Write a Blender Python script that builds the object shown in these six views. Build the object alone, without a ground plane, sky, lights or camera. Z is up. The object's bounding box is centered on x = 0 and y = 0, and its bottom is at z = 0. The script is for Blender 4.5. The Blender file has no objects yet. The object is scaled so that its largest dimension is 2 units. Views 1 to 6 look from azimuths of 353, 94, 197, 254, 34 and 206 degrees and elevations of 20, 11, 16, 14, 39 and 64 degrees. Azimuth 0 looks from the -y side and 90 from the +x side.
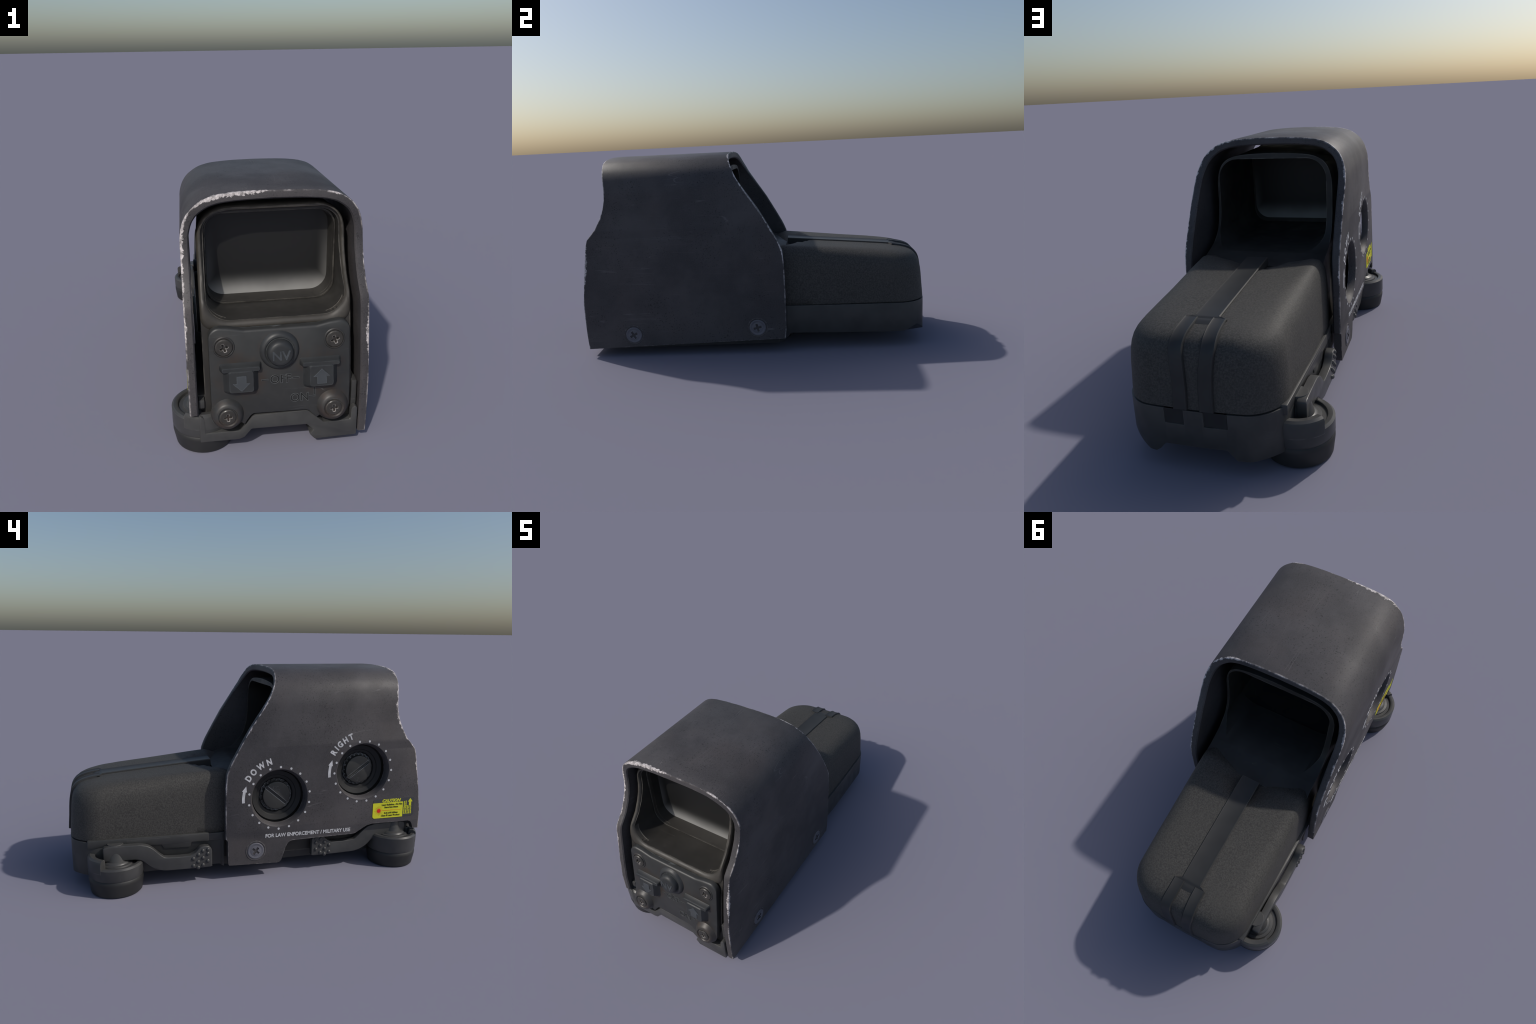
import bpy, bmesh, math, random
import numpy as np
from mathutils import Vector, Matrix

random.seed(7)
XC = 0.037                     # lateral centre of the sight (knobs stick out on the left only)
scene = bpy.context.scene

# ------------------------------------------------------------------ hood profile (y, z) and arch (half width, z)
FRONT = [(-.9550, .048), (-.960, .12), (-.962, .22), (-.961, .316), (-.945, .446), (-.923, .590), (-.912, .655), (-.902, .686),
         (-.884, .707), (-.848, .747), (-.817, .801), (-.794, .853), (-.781, .904), (-.778, .948), (-.782, 1.0),
         (-.792, 1.06), (-.800, 1.10), (-.801, 1.14)]
REAR = [(.188, .086), (.195, .134), (.197, .30), (.196, .50), (.189, .588), (.168, .641), (.119, .730), (.064, .827),
        (0.0, .923), (-.047, 1.0), (-.078, 1.067), (-.100, 1.128), (-.102, 1.14)]
HC, HW = .038, .3883         # hood centre and half width
ARCH = [(.3883, .905), (.386, .950), (.378, .989), (.3635, 1.0275), (.3365, 1.065), (.292, 1.098), (.252, 1.1135),
        (.2065, 1.1225), (.12, 1.1295), (0, 1.132)]

# ------------------------------------------------------------------ materials
def new_mat(name):
    m = bpy.data.materials.new(name)
    m.use_nodes = True
    nt = m.node_tree
    for n in list(nt.nodes):
        nt.nodes.remove(n)
    out = nt.nodes.new('ShaderNodeOutputMaterial')
    b = nt.nodes.new('ShaderNodeBsdfPrincipled')
    nt.links.new(b.outputs[0], out.inputs[0])
    return m, nt, b

class G:
    """small helper around a node tree"""
    def __init__(self, nt):
        self.nt = nt
        self.co = nt.nodes.new('ShaderNodeTexCoord').outputs['Object']
    def link(self, a, b):
        self.nt.links.new(a, b)
    def put(self, sock, v):
        if isinstance(v, (int, float)):
            sock.default_value = v
        elif isinstance(v, tuple):
            sock.default_value = v if len(v) == 4 or sock.type == 'VECTOR' else (*v, 1)
        else:
            self.link(v, sock)
    def scaled(self, s, loc=(0, 0, 0), rot=(0, 0, 0)):
        n = self.nt.nodes.new('ShaderNodeMapping')
        n.inputs['Scale'].default_value = s
        n.inputs['Location'].default_value = loc
        n.inputs['Rotation'].default_value = rot
        self.link(self.co, n.inputs[0])
        return n.outputs[0]
    def noise(self, scale, detail=3, rough=.55, vec=None, dist=0.0):
        n = self.nt.nodes.new('ShaderNodeTexNoise')
        n.inputs['Scale'].default_value = scale
        n.inputs['Detail'].default_value = detail
        n.inputs['Roughness'].default_value = rough
        n.inputs['Distortion'].default_value = dist
        self.link(vec if vec is not None else self.co, n.inputs['Vector'])
        return n.outputs['Fac']
    def ramp(self, f, a, b, va=0.0, vb=1.0):
        n = self.nt.nodes.new('ShaderNodeMapRange')
        n.interpolation_type = 'SMOOTHSTEP'
        self.put(n.inputs['Value'], f)
        self.put(n.inputs['From Min'], a)
        self.put(n.inputs['From Max'], b)
        n.inputs['To Min'].default_value = va
        n.inputs['To Max'].default_value = vb
        return n.outputs[0]
    def math(self, op, a, b=0.0, clamp=False):
        n = self.nt.nodes.new('ShaderNodeMath')
        n.operation = op
        n.use_clamp = clamp
        self.put(n.inputs[0], a)
        self.put(n.inputs[1], b)
        return n.outputs[0]
    def mix(self, f, a, b, mode='MIX'):
        n = self.nt.nodes.new('ShaderNodeMix')
        n.data_type = 'RGBA'
        n.blend_type = mode
        self.put(n.inputs[0], f)
        self.put(n.inputs[6], a)
        self.put(n.inputs[7], b)
        return n.outputs[2]
    def edge(self, radius, lo, hi):
        """1 near convex or concave edges, from the rounded normal"""
        bv = self.nt.nodes.new('ShaderNodeBevel')
        bv.samples = 8
        bv.inputs['Radius'].default_value = radius
        ge = self.nt.nodes.new('ShaderNodeNewGeometry')
        d = self.nt.nodes.new('ShaderNodeVectorMath')
        d.operation = 'DOT_PRODUCT'
        self.link(bv.outputs[0], d.inputs[0])
        self.link(ge.outputs['Normal'], d.inputs[1])
        return self.ramp(self.math('SUBTRACT', 1.0, d.outputs['Value']), lo, hi)
    def xyz(self):
        n = self.nt.nodes.new('ShaderNodeSeparateXYZ')
        self.link(self.co, n.inputs[0])
        return n.outputs
    def bump(self, h, strength, dist, bsdf):
        n = self.nt.nodes.new('ShaderNodeBump')
        n.inputs['Strength'].default_value = strength
        n.inputs['Distance'].default_value = dist
        self.link(h, n.inputs['Height'])
        self.link(n.outputs[0], bsdf.inputs['Normal'])
    def scratches(self, stretch, scale, width, amount, loc=(0, 0, 0), rot=(0, 0, 0)):
        """thin contour lines of a stretched noise, broken up by a second noise"""
        n = self.noise(scale, 1, .4, self.scaled(stretch, loc, rot))
        l = self.ramp(self.math('ABSOLUTE', self.math('SUBTRACT', n, .5)), 0.0, width, 1.0, 0.0)
        k = self.ramp(self.noise(5.5, 2, .5, self.scaled((1, 1, 1), (loc[0] + 3.1, loc[1], loc[2]))), .52, .66)
        return self.math('MULTIPLY', self.math('MULTIPLY', l, k), amount)

def plain(name, col, rough=.5, metal=0.0, vary=.15, scale=9):
    m, nt, b = new_mat(name)
    g = G(nt)
    f = g.noise(scale, 4)
    lo = tuple(c * (1 - vary) for c in col)
    hi = tuple(c * (1 + vary) for c in col)
    g.link(g.mix(g.ramp(f, .3, .7), lo, hi), b.inputs['Base Color'])
    b.inputs['Specular IOR Level'].default_value = .35
    b.inputs['Roughness'].default_value = rough
    b.inputs['Metallic'].default_value = metal
    return m

def make_hood_paint():
    m, nt, b = new_mat('worn_dark_hood_paint')
    g = G(nt)
    big = g.noise(3.2, 4, .6)
    c = g.mix(g.ramp(big, .32, .68), (.0475, .0445, .0470), (.076, .0705, .0725))
    warm = g.ramp(g.noise(5, 3, .5, g.scaled((1, 1, 1), (4, 2, 1))), .45, .75)
    c = g.mix(g.math('MULTIPLY', warm, .45), c, (.074, .064, .063))
    # dark pits in patches
    patch = g.ramp(g.noise(4.5, 3, .6, g.scaled((1, 1, 1), (9, 0, 3))), .36, .62)
    pits = g.ramp(g.noise(125, 2, .6), .58, .68)
    c = g.mix(g.math('MULTIPLY', g.math('MULTIPLY', pits, patch), .8), c, (.016, .015, .016))
    grain = g.noise(190, 2, .6)
    c = g.mix(g.math('MULTIPLY', g.ramp(grain, .4, .8), .22), c, (.12, .117, .12))
    # long hairline scratches
    s1 = g.scratches((7, .30, 7), 2.0, .0028, .24, (1, 2, 0), (.10, 0, .03))
    s2 = g.scratches((6, .30, 6), 2.2, .0026, .22, (6, 1, 4), (-.16, 0, -.06))
    s3 = g.scratches((8, .28, 8), 1.8, .0026, .20, (3, 8, 2), (.25, 0, .08))
    c = g.mix(g.math('MAXIMUM', g.math('MAXIMUM', s1, s2), s3), c, (.26, .25, .25))
    # chipped, worn rims: distance from the outer edge of the front and rear openings
    x, y, z = g.xyz()
    def curve(inp, pts, lo_i, hi_i, lo_o, hi_o):
        n = nt.nodes.new('ShaderNodeFloatCurve')
        cm = n.mapping
        cv = cm.curves[0]
        q = [((a - lo_i) / (hi_i - lo_i), (o - lo_o) / (hi_o - lo_o)) for a, o in pts]
        cv.points[0].location = q[0]
        cv.points[1].location = q[-1]
        for p in q[1:-1]:
            cv.points.new(*p)
        for p in cv.points:
            p.handle_type = 'VECTOR'
        cm.update()
        g.link(g.math('DIVIDE', g.math('SUBTRACT', inp, lo_i), hi_i - lo_i), n.inputs['Value'])
        return g.math('ADD', g.math('MULTIPLY', n.outputs[0], hi_o - lo_o), lo_o)
    yf = curve(z, [(p[1], p[0]) for p in FRONT], 0, 1.2, -1, 0)
    yr = curve(z, [(p[1], p[0]) for p in REAR], 0, 1.2, -.2, .4)
    dx = g.math('ABSOLUTE', g.math('SUBTRACT', x, HC))
    hw = curve(z, [(0.0, HW)] + [(p[1], p[0]) for p in ARCH], 0, 1.2, 0, .5)
    tp = curve(dx, [(p[0], p[1]) for p in ARCH[::-1]], 0, .5, .8, 1.2)
    d_out = g.math('MAXIMUM', g.math('MINIMUM', g.math('SUBTRACT', hw, dx), g.math('SUBTRACT', tp, z)), 0.0)
    d_f = g.math('ABSOLUTE', g.math('SUBTRACT', y, yf))
    d_r = g.math('ABSOLUTE', g.math('SUBTRACT', yr, y))
    rag = g.noise(55, 4, .7)
    rag2 = g.noise(17, 3, .6, g.scaled((1, 1, 1), (5, 1, 2)))
    where = g.noise(3.4, 2, .5, g.scaled((1, 1, 1), (1.3, 0, 6.1)))
    def chips(d, lo, hi, wmax):
        w = g.math('MULTIPLY', g.ramp(where, lo, hi), wmax)
        w = g.math('MULTIPLY', w, g.math('ADD', g.ramp(rag2, .25, .75, .35, 1.35), g.ramp(rag, .25, .75, -.7, .7)))
        dd = g.math('MAXIMUM', d_out, d)
        return g.ramp(g.math('SUBTRACT', dd, g.math('MULTIPLY', w, g.ramp(z, .30, .60, .25, 1.0))), -.0022, .0010, 1.0, 0.0)
    chip = g.math('MAXIMUM', chips(d_f, .33, .66, .0145), chips(d_r, .32, .64, .0095))
    line = g.math('MULTIPLY', g.ramp(g.math('MAXIMUM', d_out, g.math('MINIMUM', d_f, d_r)), .003, .009, .55, 0.0), g.ramp(rag2, .4, .6))
    chip = g.math('MAXIMUM', chip, line)
    # a little wear on the cut-outs of the flank
    e = g.math('MULTIPLY', g.edge(.010, .05, .25), g.ramp(g.noise(24, 4, .65), .46, .60, 0, .45))
    chip = g.math('MAXIMUM', chip, e)
    metal = g.mix(g.ramp(g.noise(70, 3), .3, .65), (.22, .205, .20), (.66, .61, .60))
    c = g.mix(chip, c, metal)
    g.link(c, b.inputs['Base Color'])
    g.link(g.ramp(big, .3, .7, .60, .50), b.inputs['Roughness'])
    b.inputs['Specular IOR Level'].default_value = .32
    g.bump(g.noise(170, 2, .6), .08, .002, b)
    return m

def make_case_plastic():
    m, nt, b = new_mat('grainy_polymer')
    g = G(nt)
    f = g.noise(140, 3, .75)
    c = g.mix(g.ramp(f, .34, .68), (.034, .0325, .030), (.072, .0685, .062))
    c = g.mix(g.math('MULTIPLY', g.ramp(g.noise(4, 3), .4, .7), .4), c, (.060, .057, .051))
    g.link(c, b.inputs['Base Color'])
    b.inputs['Roughness'].default_value = .66
    b.inputs['Specular IOR Level'].default_value = .35
    g.bump(f, .22, .004, b)
    return m

def make_dark(name, lo, hi, edgecol, rough, edge_amt=.6, radius=.012, scr=.25):
    m, nt, b = new_mat(name)
    g = G(nt)
    c = g.mix(g.ramp(g.noise(7, 4, .6), .3, .7), lo, hi)
    c = g.mix(g.math('MULTIPLY', g.noise(160, 2), .14), c, tuple(x * 2 for x in hi))
    e = g.edge(radius, .03, .25)
    br = g.ramp(g.noise(16, 4, .6), .36, .62)
    c = g.mix(g.math('MULTIPLY', g.math('MULTIPLY', e, br), edge_amt), c, edgecol)
    s = g.scratches((.35, 7, 7), 3.0, .004, scr, (2, 5, 1), (0, .15, .15))
    c = g.mix(s, c, edgecol)
    g.link(c, b.inputs['Base Color'])
    b.inputs['Specular IOR Level'].default_value = .42
    g.link(g.ramp(g.noise(11, 3), .3, .7, rough - .08, rough + .08), b.inputs['Roughness'])
    return m

def make_panel():
    m, nt, b = new_mat('blue_grey_panel_with_rust')
    g = G(nt)
    c = g.mix(g.ramp(g.noise(8, 4, .6), .3, .7), (.0220, .0226, .0220), (.0325, .0328, .0318))
    c = g.mix(g.math('MULTIPLY', g.noise(150, 2), .16), c, (.065, .070, .072))
    # rusty grime settled round the buttons and screws
    x, y, z = g.xyz()
    rust = None
    for cx, cz, r in ((-.128, .37, .105), (.212, .37, .105), (.039, .48, .085), (-.19, .21, .075),
                      (.265, .21, .075), (-.194, .51, .045), (.275, .51, .045)):
        dx = g.math('SUBTRACT', x, cx)
        dz = g.math('SUBTRACT', z, cz)
        d = g.math('SQRT', g.math('ADD', g.math('MULTIPLY', dx, dx), g.math('MULTIPLY', dz, dz)))
        k = g.ramp(d, r * .75, r * 1.25, 1.0, 0.0)
        rust = k if rust is None else g.math('MAXIMUM', rust, k)
    rn = g.ramp(g.noise(14, 4, .6), .35, .7)
    c = g.mix(g.math('MULTIPLY', g.math('MULTIPLY', rust, rn), .7), c, (.046, .030, .021))
    e = g.edge(.010, .04, .3)
    c = g.mix(g.math('MULTIPLY', g.math('MULTIPLY', e, g.ramp(g.noise(13, 4, .6), .48, .68)), .7), c, (.26, .30, .31))
    s = g.scratches((.35, 7, 7), 3.0, .004, .35, (1, 0, 2), (0, .2, 0))
    c = g.mix(s, c, (.25, .27, .27))
    g.link(c, b.inputs['Base Color'])
    b.inputs['Roughness'].default_value = .45
    return m

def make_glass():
    m, nt, b = new_mat('window_with_painted_glow')
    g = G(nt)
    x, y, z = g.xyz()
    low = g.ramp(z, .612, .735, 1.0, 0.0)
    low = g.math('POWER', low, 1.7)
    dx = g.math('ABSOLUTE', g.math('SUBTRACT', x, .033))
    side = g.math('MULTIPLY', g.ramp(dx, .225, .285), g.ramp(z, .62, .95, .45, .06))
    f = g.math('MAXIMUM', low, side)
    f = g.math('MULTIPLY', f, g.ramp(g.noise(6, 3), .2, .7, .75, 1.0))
    c = g.mix(f, (.009, .009, .0085), (.34, .335, .32))  # baked glow painted along the lower and side edges of the pane
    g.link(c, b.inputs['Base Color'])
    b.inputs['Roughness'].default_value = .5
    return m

M_HOOD = make_hood_paint()
M_CASE = make_case_plastic()
M_STRAP = plain('smooth_latch_plastic', (.033, .033, .0325), .48, 0, .10)
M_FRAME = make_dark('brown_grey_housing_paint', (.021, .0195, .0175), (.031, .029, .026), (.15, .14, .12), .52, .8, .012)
M_BEAD = make_dark('worn_window_frame_paint', (.036, .033, .028), (.054, .049, .042), (.24, .22, .19), .5, .95, .02)
M_BASE = make_dark('dark_anodised_base', (.041, .041, .041), (.060, .060, .0585), (.20, .19, .18), .38, .55, .010)
M_MOUNT = make_dark('darker_base_grey', (.033, .033, .0325), (.048, .048, .0465), (.17, .16, .152), .45, .5, .010)  # darker variant of M_BASE, used for the base, flanges and side strip
M_RUBBER = make_dark('black_rubber', (.018, .018, .018), (.026, .026, .026), (.05, .05, .05), .5, .3, .01, .1)
M_PANEL = make_panel()
M_RUBBTN = make_dark('worn_button_rubber', (.021, .0225, .0235), (.031, .033, .034), (.15, .165, .17), .45, .75, .010, .1)
M_MARK = make_dark('button_symbol_grey', (.038, .043, .048), (.052, .058, .064), (.17, .19, .21), .5, .5, .006, 0)
M_GROOVE = plain('engraving_edge_grey', (.085, .092, .095), .5, 0, .25, 40)
M_STEEL = make_dark('screw_steel_lightened_for_glint', (.092, .092, .106), (.135, .135, .155), (.40, .40, .43), .38, .6, .006, .2)  # paler blue-grey than the panel screws, brightened for the hood screws
M_STEELB = make_dark('brown_screw_steel', (.030, .028, .025), (.044, .041, .037), (.70, .66, .62), .38, .9, .007, .2)
M_HOLE = plain('dark_recess', (.012, .012, .012), .7)
M_POCKET = plain('pocket_dark_grey', (.022, .022, .023), .6)
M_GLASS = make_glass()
M_WHITE = plain('printed_light_grey', (.56, .56, .57), .6, 0, .16, 30)
M_DIAL = make_dark('dial_metal', (.030, .030, .028), (.044, .044, .041), (.50, .54, .56), .42, .55, .008, .2)
M_WELL = plain('dark_well', (.018, .018, .018), .6)
M_LABEL = plain('label_dark_grey', (.058, .060, .064), .5, 0, .08)
M_YELLOW = plain('label_yellow', (.66, .66, .030), .55, 0, .06)
M_RED = plain('label_red', (.72, .025, .015), .55, 0, .05)
M_ORANGE = plain('label_orange', (.72, .22, .015), .55, 0, .05)
M_INK = plain('label_black_ink', (.05, .05, .015), .6, 0, .05)

# ------------------------------------------------------------------ geometry helpers
def add_obj(name, mesh, mat=None, parent=None):
    o = bpy.data.objects.new(name, mesh)
    scene.collection.objects.link(o)
    if mat:
        mesh.materials.clear()
        mesh.materials.append(mat)
    if parent:
        o.parent = parent
    return o

def finish(o, angle=35):
    me = o.data
    for p in me.polygons:
        p.use_smooth = True
    me.set_sharp_from_angle(angle=math.radians(angle))
    return o

def mesh_from(verts, faces, name='m'):
    me = bpy.data.meshes.new(name)
    me.from_pydata([tuple(v) for v in verts], [], faces)
    bm = bmesh.new()
    bm.from_mesh(me)
    bmesh.ops.remove_doubles(bm, verts=bm.verts, dist=1e-6)
    bmesh.ops.recalc_face_normals(bm, faces=bm.faces)
    bm.to_mesh(me)
    bm.free()
    return me

def loft(rings, closed=True, caps=True):
    """rings: equally long point lists"""
    n = len(rings[0])
    v = [p for r in rings for p in r]
    f = []
    for i in range(len(rings) - 1):
        for j in range(n if closed else n - 1):
            k = (j + 1) % n
            f.append((i * n + j, i * n + k, (i + 1) * n + k, (i + 1) * n + j))
    if caps:
        f.append(tuple(range(n)))
        f.append(tuple(range((len(rings) - 1) * n, len(rings) * n)))
    return mesh_from(v, f)

def prism(poly, axis, a, b):
    """extrude a 2D polygon: axis x -> (y,z), y -> (x,z), z -> (x,y)"""
    def P(p, t):
        return {'x': (t, p[0], p[1]), 'y': (p[0], t, p[1]), 'z': (p[0], p[1], t)}[axis]
    return loft([[P(p, a) for p in poly], [P(p, b) for p in poly]])

def lathe(profile, n=40, axis='z', c=(0, 0, 0), a0=0.0):
    """profile of (radius, height); starts and ends on the axis if radius 0"""
    rings = []
    for r, h in profile:
        ring = []
        for i in range(n):
            a = a0 + 2 * math.pi * i / n
            u, w = r * math.cos(a), r * math.sin(a)
            p = {'z': (u, w, h), 'x': (h, u, w), 'y': (u, h, w)}[axis]
            ring.append((p[0] + c[0], p[1] + c[1], p[2] + c[2]))
        rings.append(ring)
    return loft(rings)

def box(x0, x1, y0, y1, z0, z1):
    return prism([(x0, y0), (x1, y0), (x1, y1), (x0, y1)], 'z', z0, z1)

def evaluate(o):
    dg = bpy.context.evaluated_depsgraph_get()
    dg.update()
    me = bpy.data.meshes.new_from_object(o.evaluated_get(dg))
    o.modifiers.clear()
    o.data = me
    return o

def boolean(o, meshes, op='DIFFERENCE'):
    for me in meshes:
        c = add_obj('cutter', me)
        m = o.modifiers.new('b', 'BOOLEAN')
        m.operation = op
        m.solver = 'EXACT'
        m.object = c
        evaluate(o)
        bpy.data.objects.remove(c)
    return o

def bevel(o, w, seg=2, angle=35):
    m = o.modifiers.new('bev', 'BEVEL')
    m.width = w
    m.segments = seg
    m.limit_method = 'ANGLE'
    m.angle_limit = math.radians(angle)
    m.use_clamp_overlap = True
    return evaluate(o)

def join_meshes(meshes):
    bm = bmesh.new()
    for me in meshes:
        bm.from_mesh(me)
    out = bpy.data.meshes.new('joined')
    bm.to_mesh(out)
    bm.free()
    return out

def rrect(x0, x1, z0, z1, r, n=8):
    """rounded rectangle, r one radius or four (bl, br, tr, tl)"""
    if not isinstance(r, (tuple, list)):
        r = (r,) * 4
    pts = []
    for (cx, cz, a), rr in zip((((x0), (z0), 180), (x1, z0, 270), (x1, z1, 0), (x0, z1, 90)), r):
        sx = rr if cx == x0 else -rr
        sz = rr if cz == z0 else -rr
        for i in range(n + 1):
            t = math.radians(a + 90 * i / n)
            pts.append((cx + sx + rr * math.cos(t), cz + sz + rr * math.sin(t)))
    return pts

def smooth_curve(pts, per=6):
    """Catmull-Rom through the points"""
    p = [np.array(q, float) for q in pts]
    p = [2 * p[0] - p[1]] + p + [2 * p[-1] - p[-2]]
    out = []
    for i in range(1, len(p) - 2):
        for k in range(per):
            t = k / per
            a, b, c, d = p[i - 1], p[i], p[i + 1], p[i + 2]
            out.append(.5 * ((2 * b) + (c - a) * t + (2 * a - 5 * b + 4 * c - d) * t * t + (3 * b - 3 * c + d - a) * t ** 3))
    out.append(p[-2])
    return [tuple(q) for q in out]

# frame matrices: local x,y on the surface, local z outwards
LEFT = Matrix(((0, 0, -1, 0), (-1, 0, 0, 0), (0, 1, 0, 0), (0, 0, 0, 1)))     # left flank, reads towards -y
RIGHT = Matrix(((0, 0, 1, 0), (1, 0, 0, 0), (0, 1, 0, 0), (0, 0, 0, 1)))
def at(base, x, y, z, spin=0.0):
    return Matrix.Translation((x, y, z)) @ base @ Matrix.Rotation(spin, 4, 'Z')

def text_mesh(body, size, extrude=.0012, offset=0.0, align='LEFT', shear=0.0, outline=0.0, spacing=1.0):
    cu = bpy.data.curves.new('t', 'FONT')
    cu.body = body
    cu.size = size
    cu.align_x = align
    cu.align_y = 'BOTTOM_BASELINE'
    cu.shear = shear
    cu.space_character = spacing
    cu.resolution_u = 4
    cu.offset = offset
    if outline:
        cu.fill_mode = 'NONE'
        cu.bevel_depth = outline
        cu.bevel_resolution = 1
    else:
        cu.extrude = extrude
    o = bpy.data.objects.new('t', cu)
    scene.collection.objects.link(o)
    dg = bpy.context.evaluated_depsgraph_get()
    dg.update()
    me = bpy.data.meshes.new_from_object(o.evaluated_get(dg))
    bpy.data.objects.remove(o)
    return me

def placed(me, mat4):
    me.transform(mat4)
    return me

# ------------------------------------------------------------------ root
root = bpy.data.objects.new('holographic_sight', None)
scene.collection.objects.link(root)
root['label'] = 'worn dark grey holographic weapon sight with hooded window'
root['category'] = 'gun sight'

# ------------------------------------------------------------------ protective hood
def y_front(z):
    return float(np.interp(z, [p[1] for p in FRONT], [p[0] for p in FRONT]))
def y_rear(z):
    return float(np.interp(z, [p[1] for p in REAR], [p[0] for p in REAR]))

def arch_half(pts, per=3):
    return smooth_curve(pts, per)
def full_arch(pts, zs, half, c=XC):
    h = [(half, z) for z in zs] + arch_half(pts)
    return [(c + a, z) for a, z in h] + [(c - a, z) for a, z in h[-2::-1]]

zs = [.05, .09, .134, .2, .26, .316, .38, .446, .52, .59, .625, .655, .672, .686, .696, .707, .726, .747, .774, .801, .827, .853, .88]
outer = full_arch(ARCH, zs, HW, HC)
T = .037
# inner wall: offset along the outline normal
inner = []
for i, (x, z) in enumerate(outer):
    a = outer[max(i - 1, 0)]
    b = outer[min(i + 1, len(outer) - 1)]
    tx, tz = b[0] - a[0], b[1] - a[1]
    l = math.hypot(tx, tz)
    inner.append((x - tz / l * T, z + tx / l * T) if True else None)
def hood_ring(i, last):
    (xo, zo), (xi, zi) = outer[i], inner[i]
    nx, nz = (xi - xo) / T, (zi - zo) / T
    b = .006
    yf, yr = y_front(zo), y_rear(zo)
    def p(t, y):
        z = zo + nz * t
        if last:
            z = .048 + (.086 - .048) * (y + .955) / 1.143
        return (xo + nx * t, y, z)
    return [p(0, yf + b), p(b * .3, yf + b * .3), p(b, yf), p(T - b, yf), p(T, yf + b), p(T, yr - b), p(T - b, yr),
            p(b, yr), p(b * .3, yr - b * .3), p(0, yr - b)]
rings = [hood_ring(i, i in (0, len(outer) - 1)) for i in range(len(outer))]
hood = add_obj('protective_hood', loft(rings), M_HOOD, root)

def arc_pts(cy, cz, r, a0, a1, n=5):
    return [(cy + r * math.cos(math.radians(a0 + (a1 - a0) * i / n)), cz + r * math.sin(math.radians(a0 + (a1 - a0) * i / n))) for i in range(n + 1)]
notch = [(.30, -.1), (.30, .236), (.194, .236), (.184, .222), (.183, .110)] + arc_pts(.158, .102, .025, 0, -90, 4) + \
        [(-.085, .075)] + arc_pts(-.092, .106, .030, -80, -170, 4) + [(-.140, .160)] + arc_pts(-.185, .158, .042, 10, 90, 5)[::1] + \
        [(-.30, .202), (-.545, .205), (-.565, .212), (-.610, .240), (-.632, .250), (-.660, .255), (-.89, .255), (-.906, .249),
         (-.915, .236), (-.924, .206), (-1.1, .204), (-1.1, -.1)]
DIALS = ((-.1015, .446, 89.0), (-.586, .566, 80.0))
cut = [prism(notch, 'x', -.5, -.25)]
for cy, cz, ph in DIALS:
    cut.append(lathe([(.170, -.372), (.163, -.353), (.157, -.346), (.149, -.328), (.143, -.300), (.141, -.27)], 56, 'x', (0, cy, cz)))
boolean(hood, cut)
hood.data.materials.clear(); hood.data.materials.append(M_HOOD)
finish(hood, 28)
XL = HC - HW          # outer left flank
XR = HC + HW

# ---- screws (one mesh for each look, instanced)
def cross(l, w):
    return [(w, w), (w, l), (-w, l), (-w, w), (-l, w), (-l, -w), (-w, -w), (-w, -l), (w, -l), (w, -w), (l, -w), (l, w)]
def screw_mesh(r, h, mat, ring):
    prof = [(0, -.012), (r * .999, -.012), (r, h * .5), (r * .93, h), (r * .80, h * 1.0), (r * .74, h * .72), (r * .66, h * .78), (r * .60, h * 1.05), (0, h * 1.2)]
    if not ring:
        prof = [(0, -.012), (r, -.012), (r, h * .45), (r * .90, h), (r * .55, h * 1.25), (0, h * 1.35)]
    o = add_obj('tmp', lathe(prof, 36))
    boolean(o, [prism(cross(r * .50, r * .14), 'z', -.006, .05)])
    me = o.data
    bpy.data.objects.remove(o)
    me.materials.clear()
    me.materials.append(mat)
    me.materials.append(M_HOLE)
    for p in me.polygons:
        p.use_smooth = True
        c = p.center
        if c.z < h * .5 and math.hypot(c.x, c.y) < r * .55 and c.z > -.008:
            p.material_index = 1
    me.set_sharp_from_angle(angle=math.radians(30))
    return me
HOODSCREW = screw_mesh(.046, .004, M_STEEL, True)
PANELSCREW = screw_mesh(.034, .005, M_STEELB, False)
def put(name, me, mat4, parent):
    o = bpy.data.objects.new(name, me)
    scene.collection.objects.link(o)
    o.parent = parent
    o.matrix_world = mat4
    return o
put('hood_screw', HOODSCREW, at(RIGHT, XR, -.683, .128, .5), hood)
put('hood_screw', HOODSCREW, at(RIGHT, XR, .032, .154, .25), hood)
put('hood_screw', HOODSCREW, at(LEFT, XL, .030, .157, .9), hood)
# thin washers: dark seat round each hood screw
for mtx in (at(RIGHT, XR, -.683, .128), at(RIGHT, XR, .032, .154), at(LEFT, XL, .030, .157)):
    w = lathe([(.0475, -.004), (.0575, -.004), (.0575, .0006), (.054, .0022), (.0475, .0006)], 36)
    put('screw_seat', finish(add_obj('tmp_seat', w, M_HOOD)).data, mtx, hood)
for o in [o for o in scene.objects if o.name.startswith('tmp_seat')]:
    bpy.data.objects.remove(o)

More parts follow.
